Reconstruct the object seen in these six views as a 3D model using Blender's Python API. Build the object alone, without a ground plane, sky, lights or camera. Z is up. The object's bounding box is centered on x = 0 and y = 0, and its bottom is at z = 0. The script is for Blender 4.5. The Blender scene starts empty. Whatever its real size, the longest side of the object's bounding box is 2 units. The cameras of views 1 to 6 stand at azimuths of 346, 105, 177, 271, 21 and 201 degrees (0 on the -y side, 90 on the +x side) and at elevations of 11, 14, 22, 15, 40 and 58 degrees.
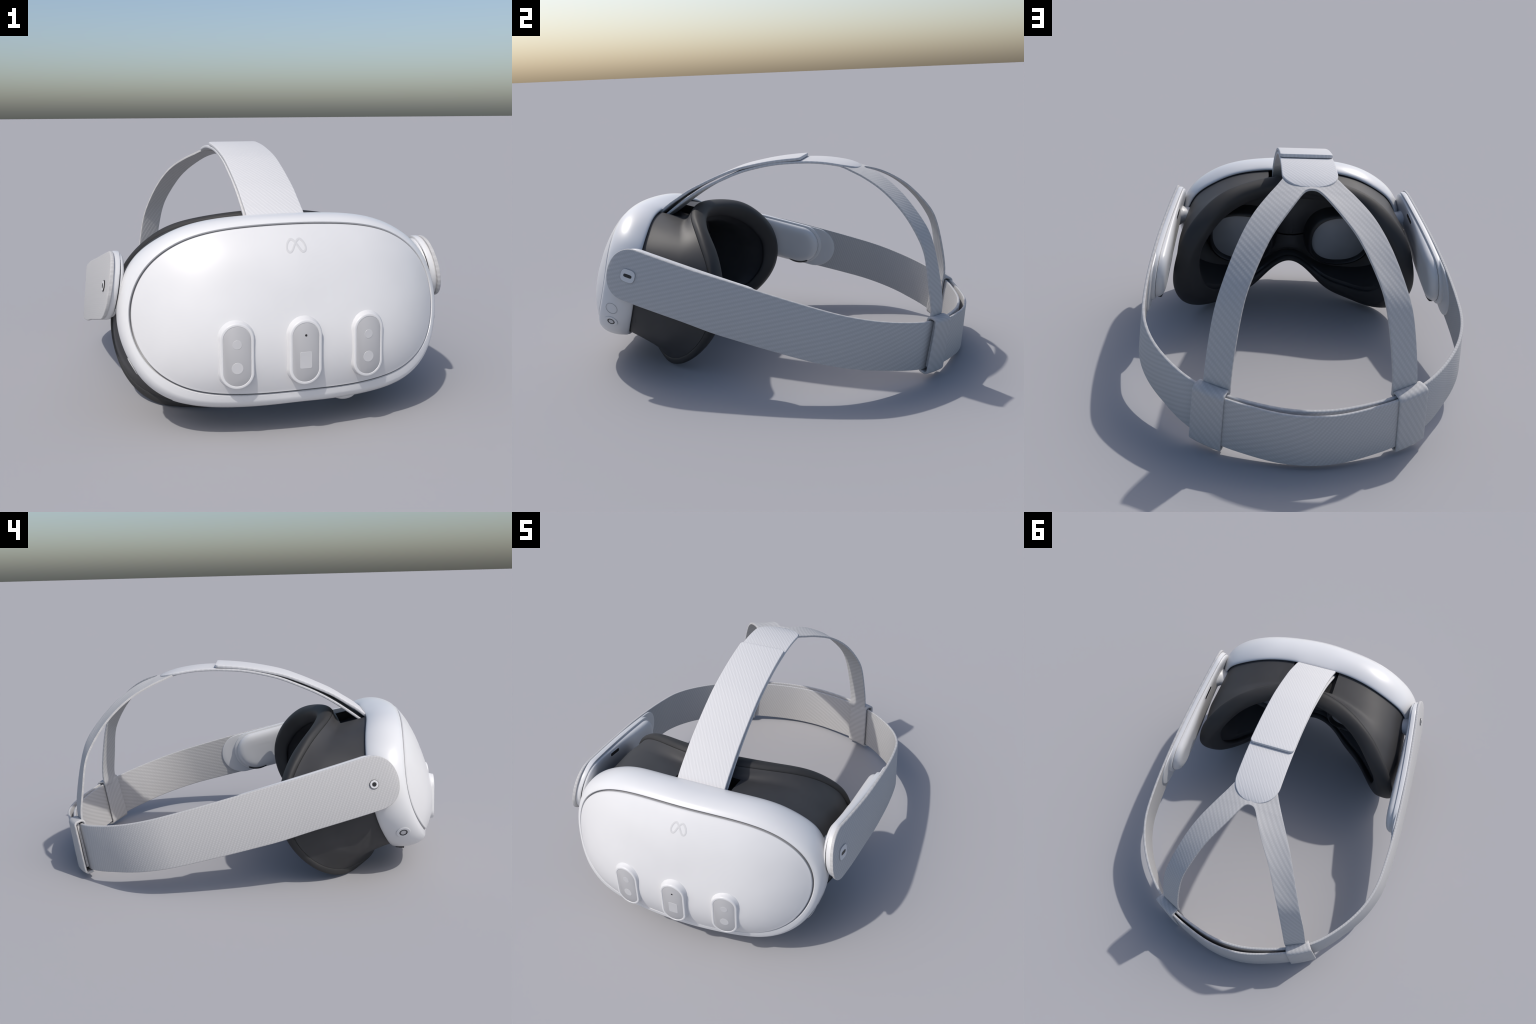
# A white standalone virtual-reality headset with a woven head strap.
import bpy, bmesh, math
import numpy as np
from mathutils import Vector, Matrix
from mathutils.bvhtree import BVHTree

# ------------------------------------------------------------------ frame
# The headset rests tipped back by 15 degrees.  Its own frame is
# x (sideways), g (rearwards), h (up); L() turns that into world metres.
TILT = math.radians(15.0)
CT, ST = math.cos(TILT), math.sin(TILT)


def L(x, g, h):
    return np.array([x, g * CT + h * ST, -g * ST + h * CT])


def to_local(P):
    P = np.asarray(P, float)
    return np.stack([P[..., 0], CT * P[..., 1] - ST * P[..., 2],
                     ST * P[..., 1] + CT * P[..., 2]], -1)


def from_local(Q):
    Q = np.asarray(Q, float)
    return np.stack([Q[..., 0], Q[..., 1] * CT + Q[..., 2] * ST,
                     -Q[..., 1] * ST + Q[..., 2] * CT], -1)


# ------------------------------------------------------------------ splines
def spline(pts, t=None, closed=False):
    """Cubic spline through pts; returns f(u) for u in parameter units, and the knots."""
    P = np.asarray(pts, float)
    n = len(P)
    if t is None:
        d = np.linalg.norm(np.diff(P, axis=0), axis=1)
        t = np.concatenate([[0], np.cumsum(d)])
    t = np.asarray(t, float)
    if closed:
        m = n - 1                      # last point repeats the first
        h = np.diff(t)
        A = np.zeros((m, m))
        b = np.zeros((m, P.shape[1]))
        for i in range(m):
            hp, hn = h[(i - 1) % m], h[i]
            A[i, (i - 1) % m] += hp
            A[i, i] += 2 * (hp + hn)
            A[i, (i + 1) % m] += hn
            b[i] = 6 * ((P[i + 1] - P[i]) / hn - (P[i] - P[i - 1 if i else m - 1]) / hp)
        M = np.linalg.solve(A, b)
        M = np.vstack([M, M[:1]])
    else:
        h = np.diff(t)
        A = np.eye(n)
        b = np.zeros((n, P.shape[1]))
        for i in range(1, n - 1):
            A[i, i - 1], A[i, i], A[i, i + 1] = h[i - 1], 2 * (h[i - 1] + h[i]), h[i]
            b[i] = 6 * ((P[i + 1] - P[i]) / h[i] - (P[i] - P[i - 1]) / h[i - 1])
        M = np.linalg.solve(A, b)

    def f(u):
        u = np.atleast_1d(np.asarray(u, float))
        i = np.clip(np.searchsorted(t, u, side='right') - 1, 0, len(t) - 2)
        hh = (t[i + 1] - t[i])[:, None]
        a = (t[i + 1] - u)[:, None] / hh
        c = (u - t[i])[:, None] / hh
        return a * P[i] + c * P[i + 1] + ((a ** 3 - a) * M[i] + (c ** 3 - c) * M[i + 1]) * hh ** 2 / 6
    return f, t


def arc_sampler(pts, n=2000):
    f, t = spline(pts)
    u = np.linspace(t[0], t[-1], n)
    Q = f(u)
    s = np.concatenate([[0], np.cumsum(np.linalg.norm(np.diff(Q, axis=0), axis=1))])

    def at(x):
        x = np.atleast_1d(x)
        return np.stack([np.interp(x, s, Q[:, k]) for k in range(Q.shape[1])], -1)
    return at, s[-1]


# ------------------------------------------------------------------ objects
MAT = {}


def new_object(name, verts, faces, mat, parent=None, angle=40, smooth=True, mats=None, face_mat=None):
    me = bpy.data.meshes.new(name)
    me.from_pydata([tuple(map(float, v)) for v in verts], [], [tuple(map(int, f)) for f in faces])
    bm = bmesh.new()
    bm.from_mesh(me)
    if face_mat is None:
        bmesh.ops.remove_doubles(bm, verts=bm.verts, dist=1e-5)
    bmesh.ops.recalc_face_normals(bm, faces=bm.faces)
    bm.to_mesh(me)
    bm.free()
    for m in (mats or [mat]):
        me.materials.append(MAT[m])
    if face_mat is not None:
        me.polygons.foreach_set("material_index", np.asarray(face_mat, np.int32))
    ob = bpy.data.objects.new(name, me)
    bpy.context.collection.objects.link(ob)
    finish(ob, angle, smooth)
    if parent is not None:
        ob.parent = parent
    return ob


def finish(ob, angle=40, smooth=True):
    me = ob.data
    me.polygons.foreach_set("use_smooth", [smooth] * len(me.polygons))
    if smooth:
        me.set_sharp_from_angle(angle=math.radians(angle))
    me.update()


def apply_modifiers(ob):
    dg = bpy.context.evaluated_depsgraph_get()
    me = bpy.data.meshes.new_from_object(ob.evaluated_get(dg))
    ob.modifiers.clear()
    old = ob.data
    ob.data = me
    bpy.data.meshes.remove(old)


def loft(rings, closed=True, cap0=False, cap1=False):
    """Quads between successive rings (equal length)."""
    V, F = [], []
    n = len(rings[0])
    for r in rings:
        V.extend(r)
    for a in range(len(rings) - 1):
        for i in range(n if closed else n - 1):
            j = (i + 1) % n
            F.append((a * n + i, a * n + j, (a + 1) * n + j, (a + 1) * n + i))
    if cap0:
        F.append(tuple(range(n))[::-1])
    if cap1:
        o = (len(rings) - 1) * n
        F.append(tuple(o + i for i in range(n)))
    return V, F


def rounded_rect(n0, n1, h0, h1, r, k=4):
    """Corner-rounded rectangle as a list of (n, h)."""
    r = min(r, abs(n1 - n0) * .49, abs(h1 - h0) * .49)
    out = []
    for cx, cy, a0 in ((n1 - r, h1 - r, 0), (n0 + r, h1 - r, 90), (n0 + r, h0 + r, 180), (n1 - r, h0 + r, 270)):
        for i in range(k + 1):
            a = math.radians(a0 + 90 * i / k)
            out.append((cx + r * math.cos(a), cy + r * math.sin(a)))
    return out


# ------------------------------------------------------------------ materials
def material(name, color, rough=.5, bump=None, coat=0, spec=.5, metallic=0, sheen=0):
    m = bpy.data.materials.new(name)
    m.use_nodes = True
    nt = m.node_tree
    b = nt.nodes["Principled BSDF"]
    b.inputs["Base Color"].default_value = (*color, 1)
    b.inputs["Roughness"].default_value = rough
    b.inputs["Specular IOR Level"].default_value = spec
    b.inputs["Coat Weight"].default_value = coat
    b.inputs["Coat Roughness"].default_value = .15
    b.inputs["Metallic"].default_value = metallic
    b.inputs["Sheen Weight"].default_value = sheen
    MAT[name] = m
    return m, nt, b


def grainy(name, color, rough, scale, depth, var=.06, **kw):
    """Moulded plastic or rubber: faint tone variation and fine grain."""
    m, nt, b = material(name, color, rough, **kw)
    N, K = nt.nodes.new, nt.links.new
    tc = N("ShaderNodeTexCoord")
    no = N("ShaderNodeTexNoise")
    no.inputs["Scale"].default_value = scale
    no.inputs["Detail"].default_value = 3
    K(tc.outputs["Object"], no.inputs["Vector"])
    bp = N("ShaderNodeBump")
    bp.inputs["Strength"].default_value = depth
    bp.inputs["Distance"].default_value = .002
    K(no.outputs["Fac"], bp.inputs["Height"])
    K(bp.outputs["Normal"], b.inputs["Normal"])
    n2 = N("ShaderNodeTexNoise")
    n2.inputs["Scale"].default_value = 7
    K(tc.outputs["Object"], n2.inputs["Vector"])
    cr = N("ShaderNodeValToRGB")
    cr.color_ramp.elements[0].position = .3
    cr.color_ramp.elements[1].position = .7
    cr.color_ramp.elements[0].color = (*[c * (1 - var) for c in color], 1)
    cr.color_ramp.elements[1].color = (*[min(1, c * (1 + var)) for c in color], 1)
    K(n2.outputs["Fac"], cr.inputs["Fac"])
    K(cr.outputs["Color"], b.inputs["Base Color"])
    return m


def weave(name, color, mode, pitch=.024, tone=.06):
    """Woven strap: diagonal twill ribs broken into short floats, as bump and slight tone.
    mode 'band': along = path round the head, across = height in the tilted frame.
    mode 'top' : along = y, across = x.   mode 'leg': along = down the leg, across = x."""
    m, nt, b = material(name, color, .82, spec=.2)
    N, K = nt.nodes.new, nt.links.new

    def math_(op, *src):
        q = N("ShaderNodeMath")
        q.operation = op
        for i, s in enumerate(src):
            if isinstance(s, (int, float)):
                q.inputs[i].default_value = s
            else:
                K(s, q.inputs[i])
        return q.outputs[0]
    tc = N("ShaderNodeTexCoord")
    sep = N("ShaderNodeSeparateXYZ")
    if mode == 'band':
        mp = N("ShaderNodeMapping")
        mp.inputs["Rotation"].default_value = (TILT, 0, 0)
        K(tc.outputs["Object"], mp.inputs["Vector"])
        K(mp.outputs[0], sep.inputs[0])
        x, g = sep.outputs[0], sep.outputs[1]
        # path length from the back centre, + on the -x side: arc at the back, straight at the sides
        rear = math_('MAXIMUM', math_('SUBTRACT', g, .14), 0.0)
        front = math_('MAXIMUM', math_('SUBTRACT', .14, g), 0.0)
        ang = math_('ARCTAN2', math_('ABSOLUTE', x), rear)
        path = math_('MULTIPLY', math_('ADD', front, math_('MULTIPLY', ang, .72)), math_('SIGN', x))
        path = math_('MULTIPLY', path, -1.0)
        climb = math_('ADD', math_('MULTIPLY', math_('MAXIMUM', path, 0.0), 1.45),
                      math_('MULTIPLY', math_('MINIMUM', path, 0.0), .55))
        across = sep.outputs[2]
        phase = math_('SUBTRACT', across, climb)
        along = path
    elif mode == 'top':
        K(tc.outputs["Object"], sep.inputs[0])
        along, across = sep.outputs[1], sep.outputs[0]
        phase = math_('ADD', math_('MULTIPLY', across, .95), math_('MULTIPLY', along, .62))
    else:
        K(tc.outputs["Object"], sep.inputs[0])
        along = math_('SUBTRACT', math_('MULTIPLY', sep.outputs[2], .85), math_('MULTIPLY', sep.outputs[1], .5))
        across = sep.outputs[0]
        phase = math_('SUBTRACT', math_('MULTIPLY', across, .95), math_('MULTIPLY', along, .80))
    rib = math_('MULTIPLY_ADD', math_('SINE', math_('MULTIPLY', phase, 2 * math.pi / pitch)), .5, .5)
    cross = math_('ADD', across, math_('MULTIPLY', along, .8))
    dash = math_('MULTIPLY_ADD', math_('SINE', math_('MULTIPLY', cross, 2 * math.pi / .0125)), .5, .5)
    no = N("ShaderNodeTexNoise")
    no.inputs["Scale"].default_value = 260
    K(tc.outputs["Object"], no.inputs["Vector"])
    tex = math_('ADD', math_('MULTIPLY', rib, .50), math_('MULTIPLY', math_('MULTIPLY', dash, rib), .40))
    tex = math_('ADD', tex, math_('MULTIPLY', dash, .12))
    tex = math_('ADD', tex, math_('MULTIPLY', no.outputs["Fac"], .25))
    bp = N("ShaderNodeBump")
    bp.inputs["Strength"].default_value = .24
    bp.inputs["Distance"].default_value = .0022
    K(tex, bp.inputs["Height"])
    K(bp.outputs["Normal"], b.inputs["Normal"])
    cr = N("ShaderNodeValToRGB")
    cr.color_ramp.elements[0].position = .15
    cr.color_ramp.elements[1].position = 1.1 - .1
    cr.color_ramp.elements[0].color = (*[c * (1 - tone) for c in color], 1)
    cr.color_ramp.elements[1].color = (*[min(1, c * (1 + tone)) for c in color], 1)
    K(tex, cr.inputs["Fac"])
    K(cr.outputs["Color"], b.inputs["Base Color"])
    return m


WHITE = (.665, .668, .676)
grainy("white_shell", WHITE, .33, 300, .02, var=.012, coat=.15)
grainy("white_faceplate", (.645, .645, .652), .35, 300, .02, var=.012)
grainy("groove_grey", (.36, .36, .37), .5, 300, .02)
grainy("arm_plastic", (.635, .638, .645), .36, 320, .03, var=.015)
grainy("dark_rubber", (.040, .040, .042), .55, 420, .10, var=.08, spec=.4)
grainy("dark_cushion", (.030, .030, .031), .62, 500, .10, var=.08, spec=.35)
grainy("black_plastic", (.012, .012, .013), .45, 300, .05)
grainy("sensor_window", (.42, .42, .43), .42, 300, .02, var=.02)
grainy("sensor_lens", (.52, .52, .53), .30, 300, .02, var=.02)
grainy("mark_grey", (.55, .55, .558), .42, 300, .02, var=.01)
grainy("lens_glass", (.27, .285, .31), .26, 200, .01, var=.05)  # base lightened, so the reflected brightness sits in the colour
FAB = (.475, .471, .471)
weave("woven_band", FAB, 'band')
weave("woven_top", (.58, .58, .59), 'top', pitch=.0165, tone=.04)
weave("woven_leg", FAB, 'leg')

# ------------------------------------------------------------------ root
root = bpy.data.objects.new("virtual_reality_headset", None)
root.empty_display_size = .2
bpy.context.collection.objects.link(root)
root["label"] = "white virtual reality headset with woven grey head strap"
root["category"] = "vr headset"

# ------------------------------------------------------------------ rings of the visor
# Each ring: half of a closed curve from top centre round the +x side to bottom
# centre, one control point per station (metres, world frame).
GROOVE = [(0, -.811, .775), (.13, -.804, .771), (.27, -.790, .758), (.39, -.776, .728), (.475, -.767, .682),
          (.54, -.762, .622), (.587, -.764, .527), (.599, -.777, .455), (.592, -.796, .392), (.573, -.822, .335),
          (.53, -.858, .272), (.45, -.897, .218), (.35, -.922, .187), (.22, -.940, .174), (.11, -.950, .173),
          (0, -.953, .174)]
REAR = [(0, -.637, .763), (.13, -.636, .762), (.27, -.621, .750), (.39, -.600, .718), (.485, -.588, .668),
        (.55, -.584, .616), (.598, -.595, .50), (.607, -.613, .41), (.594, -.638, .325), (.559, -.672, .25),
        (.516, -.705, .189), (.45, -.737, .142), (.35, -.765, .118), (.22, -.80, .112), (.11, -.85, .125),
        (0, -.875, .138)]
WAIST = [(0, -.515, .722), (.13, -.507, .716), (.275, -.475, .703), (.405, -.43, .672), (.495, -.395, .624),
         (.560, -.37, .558), (.604, -.36, .455), (.620, -.362, .35), (.620, -.39, .264), (.596, -.46, .188),
         (.535, -.56, .137), (.452, -.64, .124), (.35, -.69, .116), (.22, -.725, .115), (.105, -.755, .165),
         (0, -.765, .196)]
SEAM = [(0, -.475, .764), (.13, -.457, .756), (.27, -.41, .733), (.39, -.345, .689), (.473, -.292, .632),
        (.540, -.24, .551), (.589, -.215, .443), (.614, -.212, .34), (.626, -.238, .248), (.614, -.295, .165),
        (.576, -.385, .088), (.490, -.495, .040), (.37, -.600, .030), (.245, -.680, .042), (.13, -.70, .14),
        (0, -.69, .222)]
OUTER = [(0, -.445, .777), (.13, -.43, .769), (.27, -.383, .746), (.395, -.318, .703), (.480, -.262, .637),
         (.548, -.215, .558), (.598, -.192, .445), (.622, -.190, .34), (.629, -.212, .246), (.616, -.268, .157),
         (.580, -.358, .069), (.492, -.482, .008), (.37, -.585, .010), (.23, -.655, .042), (.128, -.68, .135),
         (0, -.675, .218)]
CREST = [(0, -.390, .743), (.13, -.372, .733), (.26, -.330, .704), (.36, -.273, .657), (.435, -.215, .588),
         (.498, -.176, .498), (.542, -.160, .410), (.555, -.166, .335), (.547, -.190, .255), (.528, -.238, .175),
         (.49, -.32, .098), (.42, -.425, .047), (.335, -.52, .045), (.215, -.60, .080), (.125, -.65, .155),
         (0, -.655, .232)]
INNER = [(0, -.445, .68), (.13, -.430, .67), (.25, -.385, .645), (.345, -.335, .60), (.41, -.288, .545),
         (.462, -.252, .475), (.490, -.235, .405), (.495, -.238, .335), (.485, -.252, .272), (.465, -.292, .207),
         (.425, -.362, .152), (.37, -.45, .12), (.295, -.53, .115), (.21, -.595, .125), (.118, -.65, .185),
         (0, -.66, .243)]
DEEP = [(0, -.555, .608), (.13, -.55, .607), (.28, -.54, .602), (.40, -.545, .578), (.49, -.57, .545), (.550, -.59, .47),
        (.572, -.60, .39), (.572, -.61, .31), (.555, -.625, .24), (.50, -.63, .20), (.435, -.65, .172),
        (.37, -.67, .158), (.28, -.685, .158), (.195, -.70, .17), (.11, -.71, .21), (0, -.71, .255)]

NS = 16
RING_N = 288


def full(half):
    P = np.array(half, float)
    m = P[-2:0:-1] * np.array([-1, 1, 1])
    return np.vstack([P, m, P[:1]])


_mean = np.mean([full(r) for r in (GROOVE, REAR, SEAM)], axis=0)
_knots = np.concatenate([[0], np.cumsum(np.linalg.norm(np.diff(_mean, axis=0), axis=1))])
_u = np.linspace(0, _knots[-1], RING_N, endpoint=False)


def ring(half, smooth=6):
    f, _ = spline(full(half), _knots, closed=True)
    Q = f(_u)
    for _ in range(smooth):
        Q = .5 * Q + .25 * np.roll(Q, 1, 0) + .25 * np.roll(Q, -1, 0)
    return Q


def outward(R):
    """Outward direction of a ring in the x-h plane."""
    q = to_local(R)
    t = np.roll(q, -1, 0) - np.roll(q, 1, 0)
    o = np.stack([-t[:, 2], np.zeros(len(t)), t[:, 0]], -1)
    o /= np.linalg.norm(o, axis=1)[:, None]
    if np.sum(o[:, [0, 2]] * (q[:, [0, 2]] - q[:, [0, 2]].mean(0))) < 0:
        o = -o
    return from_local(o)


AXIS = L(0, 1, 0)          # rearwards
G, B = ring(GROOVE, 40), ring(REAR, 25)
W, S, O, C, I, D = [ring(r, 14) for r in (WAIST, SEAM, OUTER, CREST, INNER, DEEP)]
outG, outB, outW = outward(G), outward(B), outward(W)

# ------------------------------------------------------------------ visor shell
# bulge of the shell wall: gentle on top, fuller at the lower corners
_st = np.interp(_u, _knots, np.concatenate([np.arange(NS), np.arange(NS - 2, -1, -1)]))
BULGE_R = .031 * (1 - .14 * np.exp(-(_st / 3.0) ** 2) + .26 * np.exp(-((_st - 11.0) / 1.9) ** 2))[:, None]
BULGE_Q = (.80 - .17 * np.exp(-((_st - 11.5) / 2.2) ** 2))[:, None]      # crest nearer the groove low down
BULGE = .031
rings = []
rings.append(G - outG * .010 + AXIS * .040)
rings.append(G - outG * .007 + AXIS * .006)
rings.append(G - outG * .0055 + AXIS * .001)
rings.append(G - outG * .002 - AXIS * .001)
rings.append(G + outG * .0015 + AXIS * .001)
for s in np.linspace(0, 1, 25)[1:]:
    q = s ** BULGE_Q
    rings.append(G + (B - G) * s + outB * BULGE_R * (4 * q * (1 - q)) ** .85)
rings.append(B - outB * .004 + AXIS * .003)
rings.append(B - outB * .009 + AXIS * .002)
rings.append(B - outB * .012 - AXIS * .003)
rings.append(B - outB * .012 - AXIS * .05)
shell = new_object("visor_shell", *loft(rings), "white_shell", root, angle=50)
SHELL_BVH = BVHTree.FromPolygons([tuple(v.co) for v in shell.data.vertices],
                                 [tuple(p.vertices) for p in shell.data.polygons])

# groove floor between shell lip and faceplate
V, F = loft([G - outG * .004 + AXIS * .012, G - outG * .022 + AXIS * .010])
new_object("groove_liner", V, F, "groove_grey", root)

# ------------------------------------------------------------------ faceplate
PC = np.array([0, -1.048, .232])        # dome centre, tilted frame
DOME_P = 2.85
edge_l = to_local(G - outG * .0112)
edge_l[:, 1] -= .008
GAP = edge_l


def plate_point(k, r):
    """Point on the dome at ring fraction r (array over ring samples k)."""
    e = GAP[k]
    d = e[:, [0, 2]] - PC[[0, 2]]
    xy = PC[[0, 2]] + d * r
    a = np.arctan2(d[:, 1] * 1.9, np.abs(d[:, 0]))
    p = DOME_P - .1 - .38 * np.sin(2 * a) + .40 * np.cos(a) ** 2              # fuller toward the lower corners
    g = PC[1] + (e[:, 1] - PC[1]) * r ** p
    return from_local(np.stack([xy[:, 0], g, xy[:, 1]], -1))


k_all = np.arange(RING_N)
rings = [from_local(GAP + np.array([0, .03, 0])), from_local(GAP + np.array([0, .003, 0])), from_local(GAP * .9993 + PC * .0007 - np.array([0, .0008, 0]))]
for r in (.993, .975, .95, .92, .88, .84, .79, .74, .68, .62, .55, .48, .40, .32, .24, .16, .08):
    rings.append(plate_point(k_all, r))
V, F = loft(rings)
V = list(V)
V.append(from_local(PC))
o = (len(rings) - 1) * RING_N
for i in range(RING_N):
    F.append((o + i, o + (i + 1) % RING_N, len(V) - 1))
# the side wall of the plate, seen in the groove, is grey
faceplate = new_object("faceplate", V, F, "white_faceplate", root, angle=50, mats=["white_faceplate", "groove_grey"],
                       face_mat=[1 if i < RING_N else 0 for i in range(len(F))])
PLATE_BVH = BVHTree.FromPolygons([tuple(v.co) for v in faceplate.data.vertices],
                                 [tuple(p.vertices) for p in faceplate.data.polygons])


def on_plate(x, z):
    hit = PLATE_BVH.ray_cast(Vector((x, -2, z)), Vector((0, 1, 0)))
    return np.array(hit[0]), np.array(hit[1])


# infinity mark
def mark():
    # closed figure-eight path (x, z offsets, metres): a leaning loop with tapered crossing
    half = [(.007, .0175), (.0155, .0215), (.0265, .0145), (.0345, -.002), (.0330, -.0155), (.0245, -.0205), (.0165, -.0155),
            (.0085, -.003)]
    path = [(0, .0095)] + half + [(0, .0095)] + [(-x, z) for x, z in half] + [(0, .0095)]
    f, t = spline(path, closed=True)
    Q = f(np.linspace(0, t[-1], 161))[:-1]
    T = np.roll(Q, -1, 0) - np.roll(Q, 1, 0)
    T /= np.linalg.norm(T, axis=1)[:, None]
    Nn = np.stack([-T[:, 1], T[:, 0]], -1)
    rows = []
    w = .0040
    for off, lift in ((-w, -.001), (-w, .0006), (-w * .6, .0009), (w * .6, .0009), (w, .0006), (w, -.001)):
        row = []
        for q, n in zip(Q, Nn):
            p, nn = on_plate(q[0] + n[0] * off, .697 + q[1] + n[1] * off)
            row.append(p + np.array(nn) * np.sign(-nn[1]) * lift)
        rows.append(row)
    new_object("infinity_mark", *loft(rows), "mark_grey", root)


mark()


# ------------------------------------------------------------------ sensor modules
def stadium(hw, hh, off, k=20, p=2.0):
    """Upright pill outline: half width hw, half height hh, grown by off."""
    R = hw + off
    st = hh - hw
    out = []
    for i in range(2 * k):
        a = 2 * math.pi * i / (2 * k)
        c, s = math.cos(a), math.sin(a)
        out.append((R * c, (st if i < k else -st) * 1.0 + R * s))
    return out


def pill_solid(name, M, hw, hh, profile, mat, parent, k=20):
    """Stack of pill outlines (off, depth) placed by matrix M (local x, depth=-y out, z)."""
    rings = []
    for off, dep in profile:
        rings.append([M @ Vector((x, -dep, z)) for x, z in stadium(hw, hh, off, k)])
    V, F = loft(rings, cap1=True)
    return new_object(name, V, F, mat, parent, angle=35)


def disc_solid(name, M, r, dep, mat, parent, k=40, rim=.0015, sx=1, sz=1, power=2):
    rings = []
    for off, d in ((0, -.006), (0, dep - rim), (-rim, dep)):
        row = []
        for i in range(k):
            a = 2 * math.pi * i / k
            c, s = math.cos(a), math.sin(a)
            c = math.copysign(abs(c) ** (2 / power), c)
            s = math.copysign(abs(s) ** (2 / power), s)
            row.append(M @ Vector(((r * sx + off) * c, -d, (r * sz + off) * s)))
        rings.append(row)
    V, F = loft(rings, cap1=True)
    return new_object(name, V, F, mat, parent, angle=35)


def module(x, y, yaw, central):
    M = Matrix.Translation((x, y, .338)) @ Matrix.Rotation(yaw, 4, 'Z') @ Matrix.Rotation(math.radians(-1.5), 4, 'X')
    hw, hh, k = .0535, .1115, 24
    # housing: face rim, bevel, wall, then a fillet that lands on the dome
    rings = []

    def at_face(off, dep):
        return [M @ Vector((px, -dep, pz)) for px, pz in stadium(hw, hh, off, k)]
    foot = []
    for p in at_face(.0125, 0):
        q, n = on_plate(p.x, p.z)
        foot.append(Vector(q))
    rings.append([p + Vector((0, .012, 0)) for p in foot])
    rings.append(foot)
    top = at_face(.0065, -.003)
    for t, w in ((.18, .38), (.45, .66), (.75, .88)):
        rings.append([Vector((f.x * (1 - w) + a.x * w, f.y * (1 - t) + a.y * t, f.z * (1 - w) + a.z * w)) for f, a in zip(foot, top)])
    for off, dep in ((.0065, -.003), (.0045, -.0008), (.0015, 0), (-.0035, 0), (-.0045, -.0014), (-.0055, -.0014)):
        rings.append(at_face(off, dep))
    V, F = loft(rings, cap1=True)
    hous = new_object("sensor_module", V, F, "white_faceplate", root, angle=50)
    pill_solid("sensor_window", M, hw, hh, [(-.0050, -.006), (-.0050, -.0012), (-.0062, -.0004)],
               "sensor_window", hous, k=24)
    if central:
        disc_solid("status_light", M @ Matrix.Translation((0, 0, .062)), .0042, .0006, "black_plastic", hous, k=20, rim=.0004)
        disc_solid("depth_sensor", M @ Matrix.Translation((0, 0, -.028)), .0220, .0003, "sensor_lens", hous, sx=1, sz=1.38,
                   rim=.0005, power=12, k=48)
    else:
        for dz, r in ((.042, .0165), (-.042, .0205)):
            disc_solid("camera_lens", M @ Matrix.Translation((0, 0, dz)), r, .0003, "sensor_lens", hous, rim=.0005)


module(0, -.9975, 0, True)
module(.243, -.979, math.radians(7), False)
module(-.243, -.979, math.radians(-7), False)


# ------------------------------------------------------------------ details on the shell
def surface_frame(p, bvh=None):
    loc, nor, _, _ = (bvh or SHELL_BVH).find_nearest(Vector(p))
    n = Vector(nor)
    c = Vector((0, -.72, .45))
    if n.dot(loc - c) < 0:
        n = -n
    y = -n                                  # local -y points out of the surface
    x = Vector((0, 0, 1)).cross(y).normalized() * -1
    x = y.cross(Vector((0, 0, 1))).normalized()
    z = x.cross(y).normalized()
    M = Matrix((x, y, z)).transposed().to_4x4()
    M.translation = loc
    return M


def torus(name, M, R, r, mat, parent, k=48, j=10, flat=.6):
    rings = []
    for a in range(j):
        t = 2 * math.pi * a / j
        rings.append([M @ Vector(((R + r * math.cos(t)) * math.cos(2 * math.pi * i / k), -r * flat * math.sin(t),
                                  (R + r * math.cos(t)) * math.sin(2 * math.pi * i / k))) for i in range(k)])
    rings.append(rings[0])
    return new_object(name, *loft(rings), mat, parent)


for sx in (-1, 1):
    M = surface_frame((sx * .586, -.762, .262))
    torus("tracking_camera_surround", M, .026, .009, "white_shell", shell, flat=.22)
    torus("tracking_camera_ring", M @ Matrix.Translation((0, -.0012, 0)), .0175, .0026, "black_plastic", shell)
    disc_solid("tracking_camera_lens", M, .0155, .0022, "sensor_lens", shell, rim=.003)
M = surface_frame((.612, -.735, .345))
torus("power_button_gap", M, .031, .0011, "groove_grey", shell, flat=.5)

# lens-spacing wheel and volume rocker on the underside
rings = []
for a in np.linspace(0, math.pi, 15):
    rings.append([(.205 + .050 * c, -.835 + .036 * math.cos(a) * max(.05, 1 - c * c) ** .5,
                   .112 - .028 * math.sin(a) * max(0, 1 - c * c) ** .5) for c in np.linspace(-1, 1, 17)])
new_object("lens_spacing_wheel", *loft(rings, closed=False), "arm_plastic", shell)
row_o, row_i = [], []
for x in np.linspace(-.43, -.25, 25):
    k = int(np.argmin(np.abs(B[RING_N // 2:, 0] - x) + 10 * (B[RING_N // 2:, 2] > .3))) + RING_N // 2
    p = G[k] + (B[k] - G[k]) * .72 + outB[k] * (BULGE_R[k] * .80 + .003)
    q = G[k] + (B[k] - G[k]) * .95 + outB[k] * (BULGE_R[k] * .22 + .004)
    row_o.append(p)
    row_i.append(q)
V, F = loft([[np.array(p) + np.array([0, 0, .008]) for p in row_o], row_o, row_i,
             [np.array(p) + np.array([0, 0, .008]) for p in row_i]], closed=False)
new_object("volume_rocker", V, F, "white_shell", shell)

# ------------------------------------------------------------------ facial interface
Bi = B - outB * .0145
rings = [Bi - outB * .03 - AXIS * .02, Bi - AXIS * .012, Bi]


def bez(p0, p1, p2, p3, t):
    return ((1 - t) ** 3) * p0 + 3 * (1 - t) ** 2 * t * p1 + 3 * (1 - t) * t ** 2 * p2 + t ** 3 * p3


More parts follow.
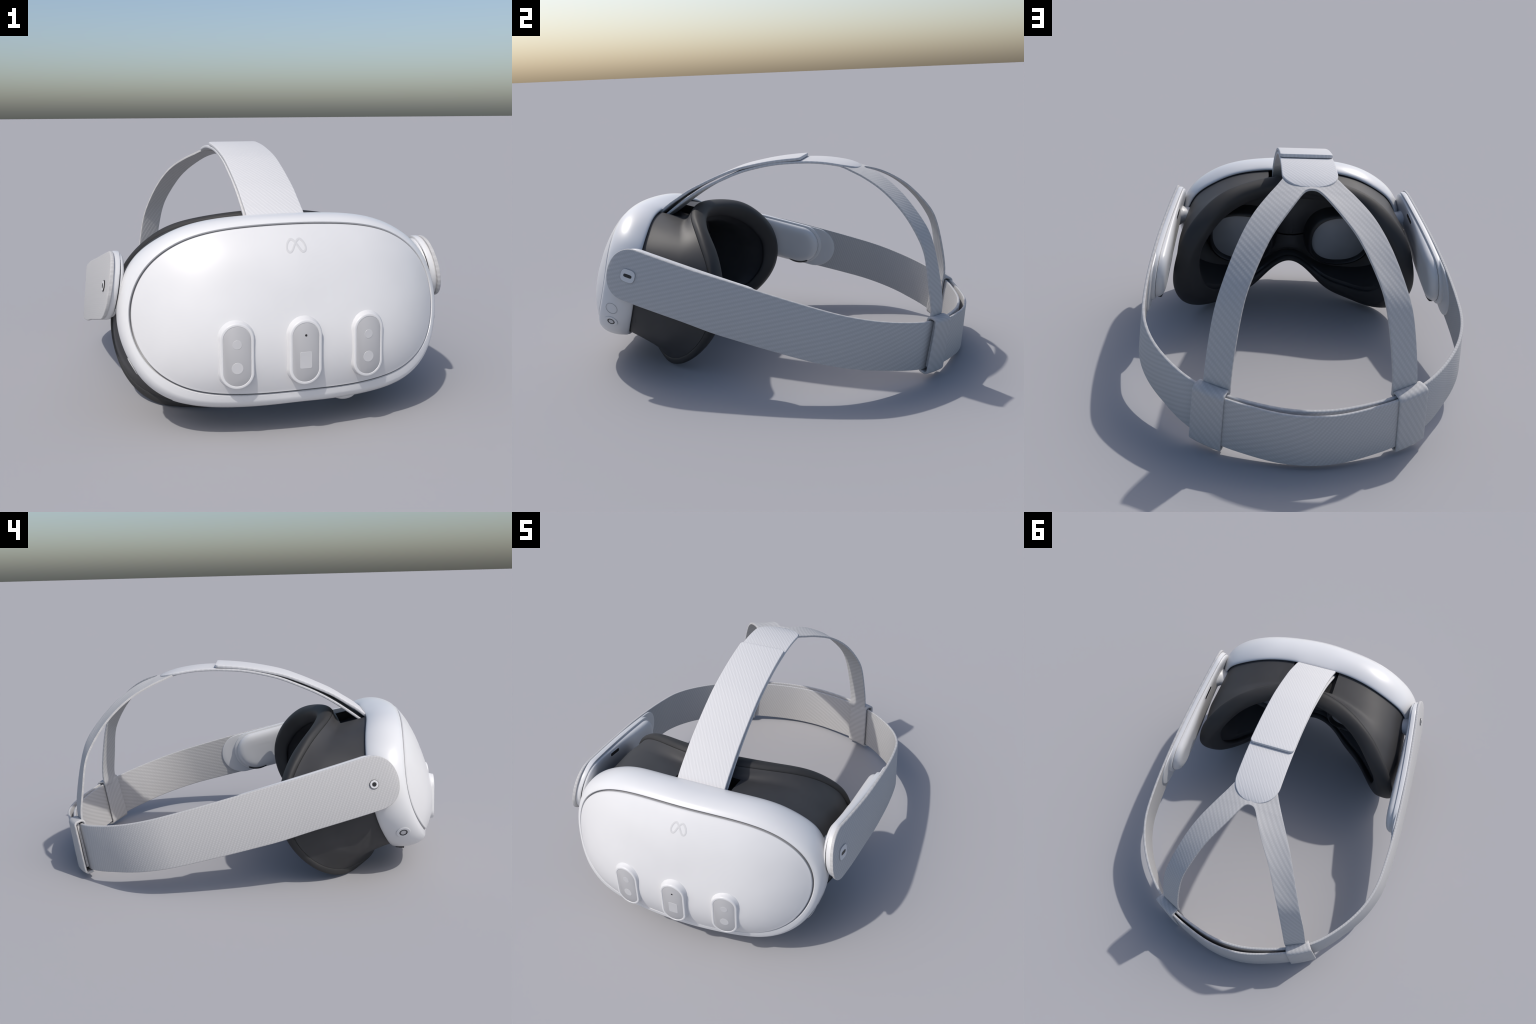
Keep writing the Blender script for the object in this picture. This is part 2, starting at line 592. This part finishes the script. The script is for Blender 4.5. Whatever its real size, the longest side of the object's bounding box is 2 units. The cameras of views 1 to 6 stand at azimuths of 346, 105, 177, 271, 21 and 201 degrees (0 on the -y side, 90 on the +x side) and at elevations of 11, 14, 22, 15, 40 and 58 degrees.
for t in np.linspace(0, 1, 9)[1:]:
    rings.append(bez(Bi, Bi + (W - Bi) * .34, Bi + (W - Bi) * .7 - outW * .000, W, t))
flare = S - W
for t in np.linspace(0, 1, 13)[1:]:
    rings.append(bez(W, W + (W - Bi) / np.linalg.norm(W - Bi, axis=1)[:, None] * .035,
                     S - outward(S) * .004 - flare * .22, S - outward(S) * .002, t))
outS = outward(S)
rings.append(S - outS * .006 + AXIS * .003)
# inside: under the cushion, then the cavity wall to the mask
rings.append(S - outS * .02 + AXIS * .004)
rings.append(S + (I - S) * .75 + AXIS * .004)
for t in np.linspace(0, 1, 7)[1:]:
    tx = t ** .55                        # the cavity widens at once behind the lip
    Q = to_local(I) * (1 - t) + to_local(D) * t
    Q[:, [0, 2]] = to_local(I)[:, [0, 2]] * (1 - tx) + to_local(D)[:, [0, 2]] * tx
    rings.append(from_local(Q) - AXIS * .018)
# mask: closes toward a horizontal middle line with a nose bridge standing out
for t in (.2, .4, .6, .8, .97):
    q = D.copy()
    mid = np.stack([D[:, 0] * .80, np.full(RING_N, -.68), .385 - .12 * np.abs(D[:, 0])], -1)
    nose = np.exp(-(D[:, 0] / .10) ** 2)
    q = D * (1 - t) + mid * t - AXIS * .018
    q += AXIS[None] * (nose * .06 * math.sin(math.pi * min(t, .6)) ** 1.0)[:, None]
    rings.append(q)
V, F = loft(rings, cap0=True)
n0 = (len(rings) - 1) * RING_N
for i in range(RING_N // 2 - 1):
    a, b2 = i, i + 1
    c2, d2 = RING_N - 1 - i - 1, RING_N - 1 - i
    F.append((n0 + a, n0 + b2, n0 + (RING_N - b2) % RING_N, n0 + (RING_N - a) % RING_N) if a > 0 else
             (n0 + 0, n0 + 1, n0 + RING_N - 1))
i = RING_N // 2 - 1
F.append((n0 + i, n0 + i + 1, n0 + RING_N - i))
body = new_object("facial_interface", V, F, "dark_rubber", root, angle=55)

# strap slot cut in the top of the interface
cut_me = bpy.data.meshes.new("slot_cutter")
bm = bmesh.new()
bmesh.ops.create_cube(bm, size=1)
bm.to_mesh(cut_me)
bm.free()
cut_me.materials.append(MAT["black_plastic"])
cut = bpy.data.objects.new("slot_cutter", cut_me)
bpy.context.collection.objects.link(cut)
cut.scale = (.275, .20, .118)
cut.rotation_euler = (-TILT, 0, 0)
cut.location = (0, -.596, .752)
body.data.materials.append(MAT["black_plastic"])
md = body.modifiers.new("slot", 'BOOLEAN')
md.object = cut
md.operation = 'DIFFERENCE'
md.solver = 'EXACT'
md.material_mode = 'TRANSFER'
bpy.context.view_layer.update()
apply_modifiers(body)
finish(body, 40)
bpy.data.objects.remove(cut)
bpy.data.meshes.remove(cut_me)

# cushion: closed tube through seam, outer bulge, crest and inner lip
sect = [S + AXIS * .002 - outS * .001, S * .62 + O * .38 + outS * .004, O, O * .58 + C * .42 + outS * .006 + AXIS * .010, C,
        C * .55 + I * .45 + AXIS * .016, I, I * .6 + S * .4 - AXIS * .012, S * .8 + I * .2]
sect = np.array(sect)                       # (m, N, 3)
cush = []
mN = len(sect)
kn = np.arange(mN + 1) * 1.0
for i in range(RING_N):
    P = np.vstack([sect[:, i], sect[:1, i]])
    d = np.linalg.norm(np.diff(P, axis=0), axis=1)
    t = np.concatenate([[0], np.cumsum(np.sqrt(d + 1e-6))])
    f, t = spline(P, t, closed=True)
    cush.append(f(np.linspace(0, t[-1], 41)[:-1]))
cush.append(cush[0])
cushion = new_object("face_cushion", *loft(cush), "dark_cushion", root, angle=60)

# lenses in their cups
for sx in (-1, 1):
    Mc = Matrix.Translation((sx * .282, -.598, .370)) @ Matrix.Rotation(-TILT - math.radians(2), 4, 'X') @ Matrix.Rotation(sx * math.radians(-3), 4, 'Z')

    def lens_ring(rx, rz, dep, k=72):
        out = []
        for i in range(k):
            a = 2 * math.pi * i / k
            c, s = math.cos(a), math.sin(a)
            p = 2.35
            rr = (abs(c) ** p + abs(s) ** p) ** (-1 / p)
            out.append(Mc @ Vector((rx * rr * c, dep, rz * rr * s)))
        return out
    rings = [lens_ring(.205, .20, -.12), lens_ring(.198, .192, -.03), lens_ring(.186, .178, .010), lens_ring(.178, .170, .022),
             lens_ring(.170, .162, .024), lens_ring(.163, .155, .016), lens_ring(.160, .152, -.006)]
    cup = new_object("lens_cup", *loft(rings), "black_plastic", root, angle=50)
    rings = [lens_ring(.161 * r, .153 * r, -.004 + .022 * (1 - r * r)) for r in (1, .9, .75, .6, .45, .3, .15)]
    V, F = loft(rings, cap1=True)
    new_object("lens", V, F, "lens_glass", cup)

# ------------------------------------------------------------------ head band (tilted frame, x-g spine)
HALF = [(.616, -.86), (.635, -.75), (.663, -.545), (.686, -.34), (.702, -.13), (.709, .075), (.706, .23), (.700, .303),
        (.682, .386), (.640, .490), (.575, .593), (.525, .654), (.435, .735), (.32, .795), (.185, .840), (.09, .861),
        (0, .867)]
SPINE = HALF + [(-x, g) for x, g in HALF[-2::-1]]
spine_at, SPINE_LEN = arc_sampler(SPINE)


def band_point(s, h, n, at=spine_at):
    """s along the band from the +x tip, h height, n outward from the outer face."""
    p = at(s)[0]
    d = at(s + .002)[0] - at(s - .002)[0]
    d /= np.linalg.norm(d) + 1e-12
    nx, ng = -d[1], d[0]
    if nx * p[0] + ng * (p[1] + .0) * .3 < 0 and abs(p[0]) > .05 or (abs(p[0]) <= .05 and ng < 0):
        nx, ng = -nx, -ng
    fl = flare_at(p[1]) * max(0.0, (H_TOP - h) / (H_TOP - H_BOT)) ** .7
    return L(p[0] + nx * (n + fl), p[1] + ng * (n + fl), h)


def flare_at(g):
    """The band hangs outward at its lower edge, more toward the back."""
    return float(np.interp(g, (-.85, -.60, -.34, -.1, .1, .3, .6, .9), (.052, .045, .034, .031, .031, .032, .022, .044)))


H_TOP, H_BOT = .492, .228


def s_of_g(g):
    """Arc length on the +x side where the spine reaches g."""
    s = np.linspace(0, SPINE_LEN / 2, 1500)
    return float(np.interp(g, spine_at(s)[:, 1], s))


TIP_G = -.833
S_TIP = s_of_g(TIP_G)


def edge_heights(s):
    d = min(s - S_TIP, SPINE_LEN - S_TIP - s)
    g = spine_at(s)[0][1]
    lo = H_BOT + .005 * np.clip((-.2 - g) / .2, 0, 1) + .026 * np.clip((g + .25) / .8, 0, 1)
    hi = H_TOP - .005 * np.clip((-.2 - g) / .2, 0, 1) + .004 * np.clip((g - .5) / .3, 0, 1)
    r = .122
    if d < r:
        k = max(0.0, 1 - (1 - max(d, 0) / r) ** 2.25) ** (1 / 2.25)
    else:
        k = 1
    m = (lo + hi) / 2
    return m - (m - lo) * k, m + (hi - m) * k


def tip_samples(a, b, n, r=.122, m=26):
    e = r * (1 - np.cos(np.linspace(0, math.pi / 2, m)))
    return np.concatenate([a + e + 2e-4, np.linspace(a + r, b - r, n)[1:-1], (b - e - 2e-4)[::-1]])


rings = []
for s in tip_samples(S_TIP, SPINE_LEN - S_TIP, 240):
    lo, hi = edge_heights(s)
    rings.append([band_point(s, h, n) for n, h in rounded_rect(-.0135, 0, lo, hi, .0045)])
V, F = loft(rings, cap0=True, cap1=True)
band = new_object("head_band", V, F, "woven_band", root, angle=50)

# outer adjustment strap across the back
OUT_HALF = [(.47, .722), (.40, .776), (.33, .815), (.23, .854), (.116, .888), (0, .900)]
out_at, OUT_LEN = arc_sampler(OUT_HALF + [(-x, g) for x, g in OUT_HALF[-2::-1]])
rings = []
for s in np.linspace(.05, OUT_LEN - .05, 90):
    rings.append([band_point(s, h, n, out_at) for n, h in rounded_rect(-.012, 0, .270, .503, .0045)])
V, F = loft(rings, cap0=True, cap1=True)
new_object("adjustment_strap", V, F, "woven_band", root, angle=50)


# ------------------------------------------------------------------ side arms
def arm_outline(s0, s1, hc, R, off, k=22):
    """Pill outline along the band from s0 to s1, grown by off."""
    r = R + off
    out = []
    for i in range(k + 1):
        a = math.pi / 2 + math.pi * i / k
        out.append((s0 + R + r * math.cos(a) * .96, hc + r * math.sin(a)))
    for q in np.linspace(s0 + R, s1 - R, 26)[1:-1]:
        out.append((q, hc - r))
    for i in range(k + 1):
        a = -math.pi / 2 + math.pi * i / k
        out.append((s1 - R + r * math.cos(a), hc + r * math.sin(a)))
    for q in np.linspace(s1 - R, s0 + R, 26)[1:-1]:
        out.append((q, hc + r))
    return out


def arm_solid(name, side, s0, s1, hc, R, profile, mat, parent, depth=lambda s: 1.0):
    rings = []
    for off, n in profile:
        rings.append([band_point(s, h, n(s) if callable(n) else n) * np.array([side, 1, 1])
                      for s, h in arm_outline(s0, s1, hc, R, off)])
    V, F = loft(rings, cap0=True, cap1=True)
    return new_object(name, V, F, mat, parent, angle=40)


HC = (H_TOP + H_BOT) / 2
S_POD = s_of_g(-.02)
S_PLATE = s_of_g(.085)


def ramp(s, a, b):
    t = np.clip((s - a) / (b - a), 0, 1)
    return t * t * (3 - 2 * t)


for side in (1, -1):
    # mid plate under the housing, and a thin flange that runs on along the band
    arm = arm_solid("side_arm", side, S_TIP + .002, S_POD + .020, HC, .129,
                    [(-.003, -.0130), (-.0005, -.016), (0, -.019), (0, -.030), (-.0015, -.037), (-.006, -.0405), (-.03, -.0405)],
                    "arm_plastic", root)
    arm_solid("arm_flange", side, S_POD - .25, S_PLATE, HC, .1285,
              [(-.003, -.0130), (0, -.0155), (0, -.019), (-.002, -.0225), (-.005, -.0235), (-.03, -.0235)],
              "arm_plastic", arm)

    def pod_n(k):
        # depth grows toward the rear of the pod
        return lambda s: -.040 - k * (.022 + .022 * ramp(s, S_TIP + .14, S_POD - .14))
    pod = arm_solid("arm_housing", side, S_TIP + .006, S_POD, HC - .002, .119,
                    [(-.006, -.036), (-.002, -.0405), (0, pod_n(.05)), (0, pod_n(.25)), (-.002, pod_n(.42)), (-.006, pod_n(.58)),
                     (-.013, pod_n(.74)), (-.023, pod_n(.87)), (-.036, pod_n(.96)), (-.052, pod_n(1.0)), (-.08, pod_n(1.0))],
                    "arm_plastic", arm)
    # dark seam between plate and housing
    arm_solid("arm_seam", side, S_TIP + .006, S_POD, HC - .002, .1165,
              [(.0008, -.0385), (.0008, -.0418)], "black_plastic", arm)
    # speaker slot on the upper inner edge
    bvh = BVHTree.FromPolygons([tuple(v.co) for v in pod.data.vertices], [tuple(p.vertices) for p in pod.data.polygons])
    for (px, py, pz), hl, hw2, nm, tone in (((side * .607, -.380, .573), .044, .0085, "speaker_slot", "black_plastic"),):
        loc, nor, _, _ = bvh.find_nearest(Vector((px, py, pz)))
        nrm = Vector(nor)
        if nrm.dot(Vector((-side, 0, 1))) < 0:
            nrm = -nrm
        along = Vector(L(0, 1, 0))
        along = (along - nrm * along.dot(nrm)).normalized()
        wide = nrm.cross(along).normalized()
        M = Matrix((wide, -nrm, along)).transposed().to_4x4()
        M.translation = loc
        rim = pill_solid(nm + "_rim", M, hw2 + .003, hl + .003, [(0, -.006), (0, .0002), (-.001, .0012), (-.003, .0012), (-.0035, -.004)],
                         "arm_plastic", pod, k=14)
        pill_solid(nm, M, hw2, hl, [(0, -.006), (0, .0006), (-.001, .0013)], tone, rim, k=14)
    # slit at the lower rear corner of the housing
    pts = []
    rings = []
    for a in np.linspace(math.radians(-112), math.radians(-52), 18):
        sc = S_POD - .119
        row = []
        for off, kk in ((.0015, .30), (.0015, .62), (-.006, .72), (-.006, .2)):
            r = .119 + off
            n = pod_n(kk)
            s_, h_ = sc + r * math.cos(a), HC - .002 + r * math.sin(a)
            row.append(band_point(s_, h_, n(s_)) * np.array([side, 1, 1]))
        rings.append(row)
    V, F = loft(rings, cap0=True, cap1=True)
    new_object("housing_vent", V, F, "black_plastic", pod)
    # pivot boss joining arm and visor
    ctr = band_point(s_of_g(-.668), HC + .02, -.06) * np.array([side, 1, 1])
    rings = []
    for x0, r in ((-.010, .076), (.004, .068), (.018, .056), (.032, .048), (.07, .046)):
        rings.append([(side * (abs(ctr[0]) + .012 - x0), ctr[1] - .022 + r * 1.15 * math.cos(2 * math.pi * i / 40),
                       ctr[2] - .030 + r * .85 * math.sin(2 * math.pi * i / 40)) for i in range(40)])
    V, F = loft(rings, cap0=True, cap1=True)
    new_object("arm_pivot", V, F, "arm_plastic", arm, angle=50)
    # socket in the woven face
    c = band_point(s_of_g(-.717), .3585, 0) * np.array([side, 1, 1])
    mir = np.array([side, 1, 1])
    sc_ = s_of_g(-.717)
    up = Vector((band_point(sc_, .385, 0) - band_point(sc_, .335, 0)) * mir).normalized()
    alongv = Vector((band_point(sc_ + .02, .3585, 0) - band_point(sc_ - .02, .3585, 0)) * mir).normalized()
    outn = alongv.cross(up).normalized()
    if outn.x * side < 0:
        outn = -outn
    M = Matrix((alongv * -1, -outn, up)).transposed().to_4x4()
    M.translation = Vector(c)
    if side > 0:
        disc_solid("charging_port_gap", M, .0408, .0004, "groove_grey", arm, sx=1.0, sz=.80, power=3.0, rim=.0005)
        port = disc_solid("charging_port", M, .0394, .0010, "arm_plastic", arm, sx=1.0, sz=.795, power=3.0, rim=.0008)
        disc_solid("charging_slot", M, .0235, .0014, "black_plastic", port, sx=1.0, sz=.36, power=3.5, rim=.0004)
    else:
        disc_solid("headphone_jack_gap", M, .0215, .0006, "black_plastic", arm, rim=.0004)
        jack = disc_solid("headphone_jack", M, .0200, .0016, "arm_plastic", arm, rim=.0012)
        disc_solid("headphone_socket", M, .0105, .0022, "black_plastic", jack, rim=.0004)


# ------------------------------------------------------------------ top strap, flap, yoke
def strap_profile(pts):
    at, ln = arc_sampler(pts)
    return at, ln


def top_strap(name, pts, half_w, thick, mat, round_end=0.0, corner=.02, taper=None, n=120):
    """Ribbon over the head: (y, z) top-face profile from front to rear."""
    at, ln = arc_sampler(pts)
    rings = []
    if round_end:
        e = round_end * (1 - np.cos(np.linspace(0, math.pi / 2, 26)))
        ss = np.concatenate([np.linspace(0, ln - round_end, n), (ln - e - 2e-4)[::-1][1:]])
    else:
        e = corner * (1 - np.cos(np.linspace(0, math.pi / 2, 10)))
        ss = np.concatenate([np.linspace(0, ln - corner, n), (ln - e - 2e-4)[::-1][1:]])
    for s in ss:
        p = at(s)[0]
        d = at(min(s + .003, ln))[0] - at(max(s - .003, 0))[0]
        d /= np.linalg.norm(d)
        nrm = np.array([-d[1], d[0]])
        w = half_w
        dd = ln - s
        if round_end and dd < round_end:
            w = half_w * max(1e-3, 1 - (1 - dd / round_end) ** 2.1) ** (1 / 2.1)
        elif not round_end and dd < corner:
            w = half_w - corner * (1 - math.sqrt(max(0, 1 - (1 - dd / corner) ** 2)))
        row = []
        for n_, x in rounded_rect(-thick, 0, -w, w, .0045):
            row.append((x, p[0] + nrm[0] * n_, p[1] + nrm[1] * n_))
        rings.append(row)
    V, F = loft(rings, cap0=True, cap1=True)
    return new_object(name, V, F, mat, root, angle=50)


LOWER = [(-.66, .700), (-.584, .756), (-.505, .811), (-.428, .858), (-.342, .901), (-.283, .926), (-.195, .961), (-.10, .987),
         (.017, 1.008), (.10, 1.014), (.18, 1.016), (.263, 1.012), (.33, 1.003), (.40, .9885), (.453, .9735)]
FLAP = [(-.675, .731), (-.648, .750), (-.594, .791), (-.542, .824), (-.475, .865), (-.409, .897), (-.340, .928), (-.276, .954),
        (-.208, .978), (-.130, .997), (-.053, 1.012), (.04, 1.025), (.148, 1.034)]
top_strap("top_strap", LOWER, .117, .0135, "woven_top", round_end=.115)
top_strap("strap_flap", FLAP, .1165, .015, "woven_top", corner=.018)

# Y-shaped yoke: outer and inner edge of the +x leg, mirrored
LEG_OUT = [(.096, .340, .998), (.122, .392, .984), (.167, .468, .951), (.227, .562, .903), (.277, .645, .838), (.317, .715, .760),
           (.351, .769, .674), (.377, .804, .584), (.398, .822, .456), (.411, .836, .34), (.416, .828, .27)]
LEG_IN = [(0, .468, .9705), (.032, .484, .9645), (.072, .553, .940), (.132, .639, .886), (.182, .708, .823),
          (.231, .783, .731), (.267, .833, .626), (.295, .868, .46), (.308, .881, .34), (.312, .874, .27)]
fo, to = spline(LEG_OUT, np.arange(len(LEG_OUT)))
_mir = [(-x, y, z) for x, y, z in LEG_IN[1:4]][::-1]
fi, _ = spline(_mir + LEG_IN, np.arange(len(LEG_IN) + 3) - 3.0)     # arch of the crotch
CROTCH = [(0, .345, .988), (0, .40, .984), (0, .468, .9705)]        # middle line under the patch
fc, _ = spline(CROTCH, np.arange(3))


NU, NV = 110, 12
uu = np.linspace(0, to[-1], NU)
uu = np.sort(np.concatenate([uu, np.linspace(1.0, 2.6, 50)]))
NU = len(uu)
Eo = fo(uu)
Ei = np.where((uu < 1.5)[:, None], fc(np.clip(uu / 1.5 * 2, 0, 2)), fi(np.clip((uu - 1.5) / (to[-1] - 1.5), 0, 1) * (len(LEG_IN) - 1)))
Ei[:, 0] = np.maximum(Ei[:, 0], 0)
# the part under the patch lies one strap thickness lower
for E_ in (Eo, Ei):
    E_[:, 2] -= .004 * np.clip((.47 - E_[:, 1]) / .05, 0, 1)
V, F = [], []
for sgn in (1, -1):
    b0 = len(V)
    for i in range(NU):
        for j in range(NV + 1):
            w = j / NV
            p = Eo[i] * (1 - w) + Ei[i] * w
            V.append(p * np.array([sgn, 1, 1]))
    for i in range(NU - 1):
        for j in range(NV):
            a = b0 + i * (NV + 1) + j
            f = (a, a + 1, a + NV + 2, a + NV + 1)
            F.append(f if sgn > 0 else f[::-1])
yoke = new_object("strap_yoke", V, F, "woven_leg", root, angle=50)
bm = bmesh.new()
bm.from_mesh(yoke.data)
bmesh.ops.remove_doubles(bm, verts=bm.verts, dist=1e-4)
bmesh.ops.recalc_face_normals(bm, faces=bm.faces)
up_sum = sum(f.normal.y + f.normal.z for f in bm.faces)
if up_sum < 0:
    bmesh.ops.reverse_faces(bm, faces=bm.faces)
bm.to_mesh(yoke.data)
bm.free()
md = yoke.modifiers.new("thick", 'SOLIDIFY')
md.thickness = .0095
md.offset = -.6
md = yoke.modifiers.new("edge", 'BEVEL')
md.width = .0035
md.segments = 2
md.limit_method = 'ANGLE'
md.angle_limit = math.radians(50)
bpy.context.view_layer.update()
apply_modifiers(yoke)
finish(yoke, 45)

# ------------------------------------------------------------------ strap loops where the legs wrap the band
S_LOOP_A = float(np.interp(-.437, -spine_at(np.linspace(s_of_g(.4), SPINE_LEN / 2, 400))[:, 0],
                           np.linspace(s_of_g(.4), SPINE_LEN / 2, 400)))
S_LOOP_B = float(np.interp(-.325, -spine_at(np.linspace(s_of_g(.4), SPINE_LEN / 2, 400))[:, 0],
                           np.linspace(s_of_g(.4), SPINE_LEN / 2, 400)))
for side in (1, -1):
    outer = rounded_rect(-.0285, .0325, .237, .515, .022, k=8)
    inner = rounded_rect(-.0185, .0225, .248, .504, .012, k=8)
    ss = np.linspace(S_LOOP_A, S_LOOP_B, 14)
    prof = [(o_, i_) for o_, i_ in zip(outer, inner)]
    rings = []

    def place(sec, s, shrink=0.0):
        row = []
        for n, h in sec:
            lean = .020 * (H_TOP - h) / (H_TOP - H_BOT)
            row.append(band_point(s + lean * .0, h, n) * np.array([side, 1, 1]))
        return row

    def mix(t):
        return [(o_[0] * (1 - t) + i_[0] * t, o_[1] * (1 - t) + i_[1] * t) for o_, i_ in prof]
    rings.append(place(mix(.15), ss[0] - .0015))
    for s in ss:
        rings.append(place(outer, s))
    rings.append(place(mix(.15), ss[-1] + .0015))
    rings.append(place(mix(.5), ss[-1] + .003))
    rings.append(place(mix(.85), ss[-1] + .0015))
    for s in ss[::-1]:
        rings.append(place(inner, s))
    rings.append(place(mix(.85), ss[0] - .0015))
    rings.append(place(mix(.5), ss[0] - .003))
    rings.append(rings[0])
    new_object("strap_loop", *loft(rings), "woven_leg", root, angle=60)
